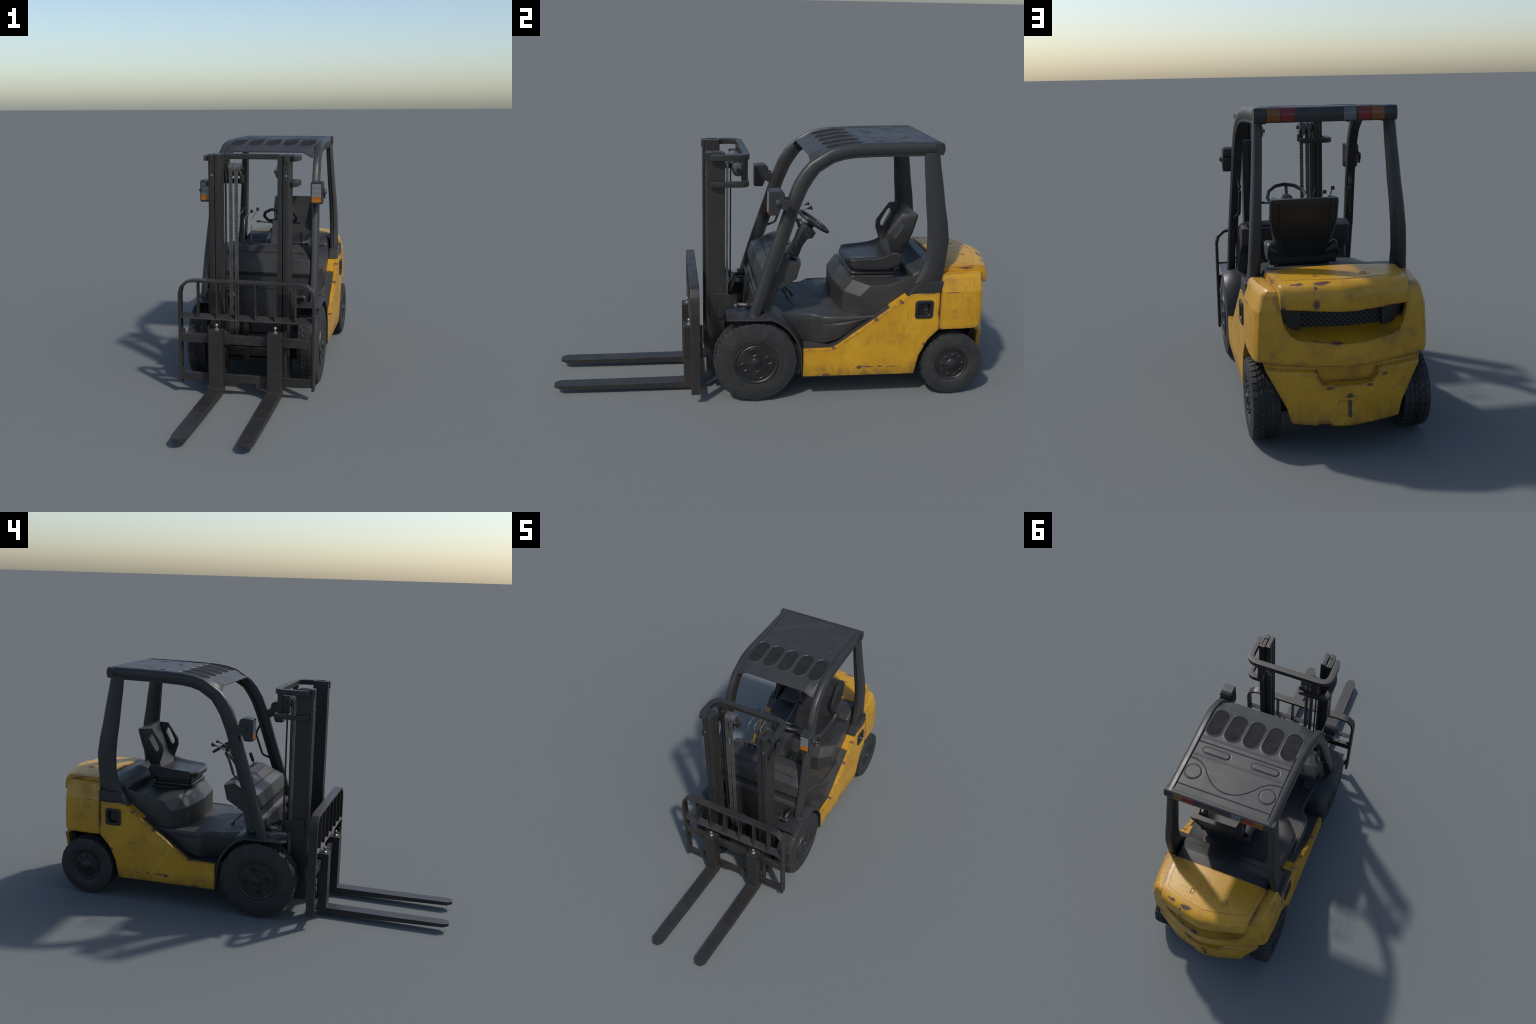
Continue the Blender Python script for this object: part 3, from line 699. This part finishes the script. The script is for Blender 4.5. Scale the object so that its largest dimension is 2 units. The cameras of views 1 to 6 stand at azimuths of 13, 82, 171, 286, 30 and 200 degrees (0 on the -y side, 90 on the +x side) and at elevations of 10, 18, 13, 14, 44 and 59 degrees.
# backrest: a bucket shell, pad in the middle, wings at the sides with grip openings
SCX = .0655
ZS = [.590, .615, .640, .665, .690, .705, .735, .770, .795, .808, .816]
def bk(z):
    yw = interp([.600, .637, .668, .705, .735, .812], [.506, .502, .490, .479, .481, .536], z)     # wing front
    yp = interp([.600, .616, .685, .761, .812], [.494, .499, .527, .561, .585], z)                   # pad front
    yr = interp([.600, .635, .665, .719, .755, .806, .82], [.548, .560, .570, .587, .597, .610, .612], z)
    wr = interp([.600, .615, .66, .69, .73, .82], [.092, .094, .106, .117, .1265, .1275], z)          # half width, rear
    wf = interp([.600, .615, .66, .69, .73, .82], [.098, .099, .103, .106, .108, .112], z)            # half width, wing front
    return yw, yp, yr, wr, wf
bm = bmesh.new(); rows = []
for k, z in enumerate(ZS):
    yw, yp, yr, wr, wf = bk(z)
    yw = min(yw, yp - .002); ym = mix(yw, yr, .55)
    top_in = .004 if k == len(ZS) - 1 else 0
    half = [(0, yp), (.55 * wf, yp), (wf - .016, yp - .002), (wf - .012, mix(yw, yp, .35)), (wf - .010, yw + .004), (wf - .004, yw), (wf + .002, yw + .010), (mix(wf, wr, .75), ym), (wr, yr - .012), (wr - .005, yr - .003), (wr - .022, yr), (wr - .028, yr - .003), (0, yr - .004)]
    ring = [(SCX + x, y, z) for x, y in half] + [(SCX - x, y, z) for x, y in half[-2:0:-1]]
    rows.append([(mix(x, SCX, top_in * 6), mix(y, .575, top_in * 12), zz) for x, y, zz in ring])
add_loft(bm, rows)
back = finish(bm, "backrest", "seat", seat, sharp=60, weighted=False)
GRIP = [(.549, .783), (.541, .791), (.530, .783), (.5035, .735), (.500, .722), (.503, .709), (.511, .704), (.517, .709), (.549, .768)]
for x0, x1 in ((SCX - .16, SCX - .090), (SCX + .090, SCX + .16)):
    boolean(back, prism_x("cutter", GRIP, x0, x1, "seat", weighted=False))
finish_boolean(back, .004, sharp=40, bevel_min=34)
# seams of the inset back panel
def seam(name, pts): sweep(name, pts, circ(.0013, 6), "dark_hole", back)
for s in (1, -1):
    seam("backrest_seam", [(SCX + s * (min(bk(z)[3], .120) - .026), bk(z)[2] - .0015, z) for z in (.640, .66, .70, .75, .80)])
seam("backrest_seam", [(SCX - .098, bk(.664)[2] - .0015, .664), (SCX, bk(.664)[2] - .0035, .664), (SCX + .098, bk(.664)[2] - .0015, .664)])
# moulded rear cover of the seat frame
prism_y("seat_rear_cover", [(SCX - .120, .640), (SCX - .130, .612), (SCX - .132, .562), (SCX + .124, .562), (SCX + .124, .612), (SCX + .112, .640), (SCX + .078, .612), (SCX - .084, .612)], .515, .541, "seat", seat, bevel=.006, seg=3)

# ------------------------------------------------------------------ front fenders
FU = [(-.240, .3955), (-.120, .396), (-.080, .398), (-.045, .400), (-.005, .386), (.030, .358), (.060, .320), (.082, .280), (.096, .235), (.097, .170), (.096, .128)]
FL = [(-.240, .3905), (-.120, .386), (-.080, .386), (-.045, .384), (-.012, .368), (.022, .341), (.050, .306), (.071, .270), (.084, .230), (.088, .170), (.092, .128)]
for s in (1, -1):
    rows = []
    for (y0, z0), (y1, z1) in zip(FU, FL):
        lift = .014 if -.1 < y0 < .09 else 0
        rows.append([(s * .165, y1, z1), (s * .165, y0, z0 + lift * .6), (s * .262, y0, z0 + lift * .6), (s * .292, mix(y0, y1, .1), z0), (s * .3105, mix(y0, y1, .5), mix(z0, z1, .5)), (s * .3105, y1, z1)])
    loft("fender", rows, "frame", sharp=40, bevel=.0015, bevel_min=50)
    box("arch_liner", (s * .17, .03, .12), (s * .285, .09, .25), "chassis", chassis)

# ------------------------------------------------------------------ mast
mast = box("mast", (-.150, -.262, .155), (.150, -.246, .195), "mast", bevel=.003)
ZT = 1.0925
for s in (1, -1):
    outer = [(.178, -.3195), (.1855, -.312), (.1865, -.240), (.157, -.240), (.157, -.252), (.176, -.252), (.176, -.296), (.157, -.296), (.157, -.319)]
    rail = prism_z("outer_rail", [(s * x, y) for x, y in outer], .075, ZT, "mast", mast, bevel=.0018)
    inner = [(.1535, -.3195), (.1535, -.246), (.130, -.246), (.130, -.253), (.1345, -.253), (.1345, -.3115), (.1315, -.3115), (.1315, -.3195)]
    ir = prism_z("inner_rail", [(s * x, y) for x, y in inner], .085, ZT - .0005, "mast", mast, bevel=.0012)
    for yy in (-.300, -.272):
        box("rail_strip", (s * .1320, yy, .30), (s * .1350, yy + .008, ZT - .02), "mast", ir, bevel=.001)
    # top cap with a scooped roller guard, roller bolt
    bm = bmesh.new()
    add_prism_z(bm, [(s * .158, -.3175), (s * .1775, -.3175), (s * .1775, -.243), (s * .158, -.243)], ZT - .018, ZT - .004)
    finish(bm, "rail_cap", "mast", rail, bevel=.003)
    prism_y("roller_guard", [(s * .160, ZT - .002), (s * .1765, ZT - .002), (s * .1765, ZT - .030), (s * .172, ZT - .037), (s * .164, ZT - .037), (s * .160, ZT - .030)], -.3235, -.317, "mast", rail, bevel=.0025)
    lathe("roller_bolt", (s * .1685, -.316, .999), (0, -1, 0), [(0, .0065), (.004, .006), (.0065, .003)], "roller", rail, n=12)
    # side brackets: hooked bars
    def hook(z0, z1, path): return sweep("mast_bracket", arc_path(path, .030, 4), rect(.026, z1 - z0), "mast", mast, bevel=.003)
    low = [(s * .188, -.300, .9615), (s * .2015, -.270, .9615), (s * .2015, -.151, .9615), (s * (.128 if s > 0 else .062), -.151, .9615)]
    hook(.950, .973, low)
    box("bracket_post", (s * .127, -.168, .966), (s * .155, -.142, 1.068), "mast", mast, bevel=.002)
    # tilt bracket and cylinder
    plate = prism_x("tilt_bracket", [(-.303, .478), (-.240, .475), (-.205, .460), (-.185, .440), (-.185, .424), (-.200, .411), (-.238, .408), (-.242, .372), (-.255, .360), (-.303, .368)], s * .1855, s * .1955, "mast", mast, bevel=.002)
    box("bracket_rib", (s * .195, -.290, .378), (s * .1985, -.279, .445), "mast", plate, bevel=.001)
    bm = bmesh.new()
    rod(bm, (s * .219, -.197, .4315), (s * .219, -.145, .4275), .0075, 10)
    finish(bm, "tilt_rod", "steel", mast)
    bm = bmesh.new()
    rod(bm, (s * .219, -.150, .428), (s * .219, -.060, .421), .0170, 14); rod(bm, (s * .219, -.150, .428), (s * .219, -.143, .4275), .0195, 14)
    add_lathe(bm, (s * .205, -.197, .4315), (s, 0, 0), [(0, .0125), (.028, .0125)], 14)
    finish(bm, "tilt_cylinder", "rim", mast)
    lathe("tilt_pin", (s * .196, -.197, .4315), (s, 0, 0), [(0, .0085), (.040, .0085), (.043, .006)], "roller", mast, n=14)
    box("rail_foot", (s * .110, -.318, .075), (s * .1865, -.243, .20), "mast", mast, bevel=.003)
up = [(.192, -.300), (.2035, -.270), (.2035, -.151), (.150, -.151)]
path = [(x, y, 1.0755) for x, y in up] + [(-x, y, 1.0755) for x, y in up[::-1]]
path = [p for k, p in enumerate(path) if k not in (3, 4)]
sweep("mast_bracket", arc_path(path, .048, 5), rect(.030, .025), "mast", mast, bevel=.003)
# chain sheaves, chains, hoses
far = lathe("hose_roller", (.098, -.180, 1.008), (1, 0, 0), [(0, .020), (.004, .0275), (.010, .0275), (.012, .022), (.026, .022), (.028, .0275), (.034, .0275), (.036, .018), (.036, .009), (.030, .008)], "roller", mast, n=12)
lathe("roller_axle", (.09, -.180, 1.008), (1, 0, 0), [(0, .008), (.055, .008)], "mast", far, n=10)
RC = (-.180, 1.020)
sh = lathe("chain_roller", (-.124, *RC), (1, 0, 0), [(0, .024), (.004, .029), (.008, .029), (.009, .025), (.022, .025), (.024, .0295), (.028, .0295), (.030, .025), (.045, .025), (.047, .029), (.058, .029), (.060, .024), (.060, .014), (.056, .012)], "roller", mast, n=18)
bm = bmesh.new(); rod(bm, (-.16, *RC), (-.055, *RC), .009, 10)
add_box(bm, (-.150, -.20, .968), (-.130, -.160, 1.05)); add_box(bm, (-.072, -.178, .958), (-.056, -.158, .990))
finish(bm, "sheave_bracket", "mast", mast, bevel=.0015)
for cx in (-.1085, -.0825):
    bm = bmesh.new()
    zc = 1.018; k = 0
    while zc > .245:
        w = .0072 if k % 2 else .0050
        for off in (-1, 1):
            add_box(bm, (cx + off * w - .0011, -.2130, zc - .0105), (cx + off * w + .0011, -.2055, zc + .0025))
        add_box(bm, (cx - .0045, -.2112, zc - .0068), (cx + .0045, -.2072, zc - .0012))
        zc -= .0080; k += 1
    ch = finish(bm, "lift_chain", "chain", mast, weighted=False); ch["kind"] = "stuff"
    box("chain_band", (cx - .0062, -.2106, .25), (cx + .0062, -.2080, 1.02), "hose", ch)
    box("chain_return", (cx - .0062, -.1535, .985), (cx + .0062, -.1505, 1.02), "roller", ch)
    lathe("chain_anchor", (cx, -.209, .225), (0, 0, 1), [(0, .006), (.03, .006)], "steel", ch, n=10)
bm = bmesh.new()
rod(bm, (-.1315, -.212, .20), (-.1315, -.205, 1.015), .0032, 8)
rod(bm, (-.139, -.190, .30), (-.139, -.190, 1.0), .0030, 8)
rod(bm, (-.150, -.190, .42), (-.150, -.190, .99), .0026, 8)
finish(bm, "hydraulic_hose", "hose", mast)
bm = bmesh.new()
rod(bm, (-.050, -.195, .115), (-.050, -.195, .30), .020, 14); rod(bm, (-.05, -.195, .30), (-.05, -.195, .312), .024, 14)
for sx in (-.135, -.10):
    add_sweep(bm, [(sx, -.20, .35), (sx + .01, -.185, .40), (sx - .02, -.165, .44), (sx - .05, -.13, .43)], circ(.006, 8), up=(1, 0, 0))
finish(bm, "lift_cylinder", "chassis", mast)

# ------------------------------------------------------------------ fork carriage
car = box("fork_carriage", (-.305, -.389, .062), (.305, -.372, .101), "fork", bevel=.003)
teeth = []
x = -.285
poly = [(-.305, .244)]
poly += [(.305, .244), (.305, .2855)]
k = 0; xx = .285
while xx > -.29:
    poly += [(xx + .0045, .2855), (xx + .002, .2800), (xx - .002, .2800), (xx - .0045, .2855)]; xx -= .0407
poly += [(-.305, .2855)]
prism_y("upper_bar", poly, -.391, -.370, "fork", car, bevel=.0012)
for x0, x1 in ((-.100, -.040), (.048, .105)): box("lower_hook", (x0, -.386, .042), (x1, -.365, .0625), "fork", car, bevel=.002)
for s in (1, -1):
    prism_z("carriage_plate", [(s * .171, -.3715), (s * .183, -.3715), (s * .183, -.338), (s * .171, -.338)], .07, .32, "fork", car, bevel=.002)
    for zz in (.12, .26): lathe("carriage_roller", (s * .116, -.285, zz), (s, 0, 0), [(0, .015), (.015, .015)], "roller", car, n=14)
    box("stop_block", (s * .286, -.39, .2855), (s * .302, -.376, .306), "fork", car, bevel=.001)
    box("stop_block", (s * .290, -.385, .100), (s * .302, -.374, .118), "fork", car, bevel=.001)
    for zz in (.085, .172):
        lathe("frame_bolt", (s * .3110, -.374, zz), (s, 0, 0), [(0, .0045), (.002, .0045), (.0035, .002)], "fork", car, n=8)
hoop = [(.3075, .048), (.3080, .468), (.300, .500), (.274, .524), (.246, .530)]
pth = [(x, -.375, z) for x, z in hoop] + [(-x, -.375, z) for x, z in hoop[::-1]]
sweep("load_backrest", pth, [(-.0065, -.0195), (.0065, -.0195), (.0065, .0195), (-.0065, .0195)], "fork", car, up=(0, 1, 0), bevel=.0025)
prism_x("backrest_shelf", [(-.396, .3545), (-.396, .3585), (-.361, .3755), (-.359, .3715)], -.302, .302, "fork", car, bevel=.001)
for i in range(6):
    cx = -.2220 + i * .0894
    box("backrest_slat", (cx - .0028, -.394, .359), (cx + .0028, -.361, .5265), "fork", car, bevel=.001)
# forks: L profile in side view, tapering blade, chamfered tip in plan
def fork_mesh():
    bm = bmesh.new(); w = .0315
    add_prism_x(bm, [(-.422, .3105), (-.372, .3105), (-.372, .024), (-.380, .015), (-.392, .012), (-.4225, .012)], -w, w)
    ring = []
    for y, zb, zt, hw in ((-.4195, .0125, .0420, w), (-.46, .0130, .0415, w), (-.70, .0180, .0420, w), (-.974, .0262, .0445, w * .945), (-.9995, .0305, .0440, w * .45)):
        ring.append([(-hw, y, zb), (hw, y, zb), (hw, y, zt), (-hw, y, zt)])
    add_loft(bm, ring)
    return bm
f0 = finish(fork_mesh(), "fork", "fork", bevel=.0012)
f0.location.x = -.132
f1 = f0.copy(); COL.objects.link(f1); f1.location.x = .137
for f, x in ((f0, -.132), (f1, .137)):
    f.parent = car
    pin = lathe("fork_pin", (0, -.396, .3105), (0, 0, 1), [(0, .0125), (.003, .012), (.007, .006), (.0145, .005), (.016, .007), (.022, .0085), (.027, .006), (.029, .003)], "steel", f, n=16)
    box("fork_lug", (-.033, -.3725, .236), (.033, -.3665, .296), "fork", f, bevel=.002)

# ------------------------------------------------------------------ wheels
def tyre(name, R, prof, N, tread_x, parent, rows_mid, lug_n):
    """lathed tyre about the x axis with lugs standing on a lower carcass"""
    bm = bmesh.new(); add_lathe(bm, (0, 0, 0), (1, 0, 0), prof, N, False, phase=0)
    body = finish(bm, "tyre", "tyre", parent, sharp=50, weighted=False)
    bm = bmesh.new(); x0, x1 = tread_x; rnd = random.Random(3)
    cosn = math.cos(PI / N)
    def rad(th):   # radius of the N-gon carcass at an angle
        a = (th + PI / N * 0) % (2 * PI / N) - PI / N
        return cosn / math.cos(a)
    def lug(xa, xb, ta, tb, skew, h, drop=0.0):
        """block between x and angle limits; skew shifts angle across x"""
        base, topv = [], []
        for (x, t, e) in ((xa, ta, 1), (xb, ta + skew, 1), (xb, tb + skew, 1), (xa, tb, 1)):
            k = rad(t); edge = min(abs(x - x0), abs(x - x1)) < .004
            rb = (R - .0045) * k; rt = (R - (drop if edge else 0)) * k
            base.append(bm.verts.new((x, rb * math.cos(t), rb * math.sin(t))))
            xi = x + (.0012 if x == min(xa, xb) else -.0012)
            tm = t + (.0016 / R) * (1 if t - (skew if x == xb else 0) == ta else -1)
            topv.append(bm.verts.new((xi, rt * math.cos(tm), rt * math.sin(tm))))
        bm.faces.new(topv)
        for i in range(4):
            j = (i + 1) % 4; bm.faces.new((base[i], base[j], topv[j], topv[i]))
    wd = x1 - x0; p = 2 * PI / lug_n
    for i in range(lug_n):
        t = i * p; j = rnd.uniform(-.06, .06) * p
        lug(x0, x0 + wd * .17, t + .08 * p, t + .82 * p, .06 * p, .006, .0025)
        lug(x1 - wd * .20, x1, t + .30 * p, t + 1.04 * p, -.06 * p, .006, .0025)
        lug(x0 + wd * .195, x0 + wd * .365, t + .20 * p + j, t + .90 * p + j, .45 * p, .006)
        lug(x1 - wd * .385, x1 - wd * .225, t + .80 * p + j, t + 1.50 * p + j, -.45 * p, .006)
        lug(x0 + wd * .385, x0 + wd * .49, t + .3 * p + j, t + .95 * p + j, .7 * p, .006)
        lug(x0 + wd * .51, x1 - wd * .405, t + 1.2 * p - j, t + 1.85 * p - j, -.7 * p, .006)
    tr = finish(bm, "tread_lugs", "tyre", body, sharp=30, weighted=False); tr["kind"] = "stuff"
    return body
def disc(parent, name, x, prof, mat, n=32, phase=0.0):
    bm = bmesh.new(); add_lathe(bm, (x, 0, 0), (1, 0, 0), prof, n, True, phase)
    return finish(bm, name, mat, parent, sharp=40, weighted=False)

def build_wheel(kind):
    w = bpy.data.objects.new(kind, None); COL.objects.link(w); w.parent = root
    if kind == "front_wheel":
        R = .1865; c = .272    # local x = world x - c
        a = lambda x: x - c
        prof = [(a(.214), .100), (a(.2125), .140), (a(.214), .168), (a(.217), R - .0038), (a(.290), R - .0038), (a(.2985), R - .0042), (a(.3045), R - .0050), (a(.3090), R - .028), (a(.3105), .135), (a(.3088), .112), (a(.3085), .103), (a(.307), .0985), (a(.300), .096)]
        tyre("tyre", R, prof, 16, (a(.2165), a(.3030)), w, 2, 44)
        for rr in (.116, .1215): 
            bm = bmesh.new(); add_sweep(bm, [(a(.3092), rr * math.cos(t), rr * math.sin(t)) for t in (2 * PI * k / 36 for k in range(36))], circ(.0010, 6), up=(1, 0, 0), closed=True)
            finish(bm, "sidewall_rib", "tyre", w, weighted=False)
        rim = disc(w, "rim", 0, [(a(.22), .097), (a(.306), .0985), (a(.3125), .096), (a(.3130), .0915), (a(.3105), .0885), (a(.3085), .0860), (a(.3085), .0835), (a(.3110), .081), (a(.3120), .05), (a(.3125), .0001)], "rim", 40)
        for k in range(4):
            t = math.radians(15 + 90 * k) ; y, z = -.0555 * math.sin(t), .0555 * math.cos(t)
            bm = bmesh.new()
            add_lathe(bm, (a(.3113), y, z), (1, 0, 0), [(0, .0200), (.0022, .0195), (.0032, .0178), (.0014, .0156), (.0008, .0150)], 24, False)
            finish(bm, "rim_hole", "rim", rim, sharp=60, weighted=False)
            bm = bmesh.new(); add_lathe(bm, (a(.3113), y, z), (1, 0, 0), [(0, .0151), (.0010, .0151)], 24)  # shallow near-black disc, coloured as the shadow inside a deep hole
            finish(bm, "rim_hole_shade_disc", "dark_hole", rim, weighted=False)
        disc(w, "hub_cap", 0, [(a(.3115), .0255), (a(.3140), .0255), (a(.3155), .0240), (a(.3140), .0222), (a(.3140), .0205), (a(.3180), .0195), (a(.3190), .0175), (a(.3192), .0001)], "rim", 16)
        disc(w, "brake_drum", 0, [(a(.16), .0001), (a(.16), .08), (a(.222), .085)], "chassis", 24)
        return w, c
    R = .1455; c = .2655; a = lambda x: x - c
    prof = [(a(.214), .075), (a(.2125), .108), (a(.2135), .130), (a(.217), R - .0036), (a(.297), R - .0036), (a(.3045), R - .0040), (a(.3100), R - .0050), (a(.3140), R - .026), (a(.3148), .100), (a(.3130), .086), (a(.3105), .078), (a(.307), .0745), (a(.30), .073)]
    tyre("tyre", R, prof, 16, (a(.2165), a(.3085)), w, 2, 36)
    rim = disc(w, "rim", 0, [(a(.22), .073), (a(.307), .0745), (a(.3105), .0725), (a(.3105), .0690), (a(.3075), .0655), (a(.3060), .0635), (a(.3065), .0600), (a(.3080), .040), (a(.3090), .034), (a(.3090), .0001)], "rim", 32)
    for k in range(9):
        t = 2 * PI * (k + .0) / 9; y, z = .0485 * math.sin(t), .0485 * math.cos(t)
        lathe("wheel_nut", (a(.3070), y, z), (1, 0, 0), [(0, .0068), (.0055, .0062), (.0075, .004)], "rim", rim, n=8, weighted=False)
    disc(w, "hub_cap", 0, [(a(.308), .0290), (a(.3110), .0275), (a(.3140), .0230), (a(.3145), .0180), (a(.3180), .0168), (a(.3193), .0145), (a(.3196), .0001)], "rim", 16)
    disc(w, "brake_drum", 0, [(a(.17), .0001), (a(.17), .055), (a(.222), .062)], "chassis", 20)
    return w, c
def clone(src, parent):
    for ch in src.children:
        o = ch.copy(); COL.objects.link(o); o.parent = parent; clone(ch, o)
for kind, y, z in (("front_wheel", -.112, .1885), ("rear_wheel", .7785, .1455)):
    w, c = build_wheel(kind)
    w.location = (c, y, z)
    l = bpy.data.objects.new(kind, None); COL.objects.link(l); l.parent = root
    clone(w, l); l.location = (-c, y, z); l.rotation_euler = (0, 0, PI)
    if kind == "front_wheel":
        l.rotation_euler = (0, 0, PI)
bpy.context.view_layer.update()
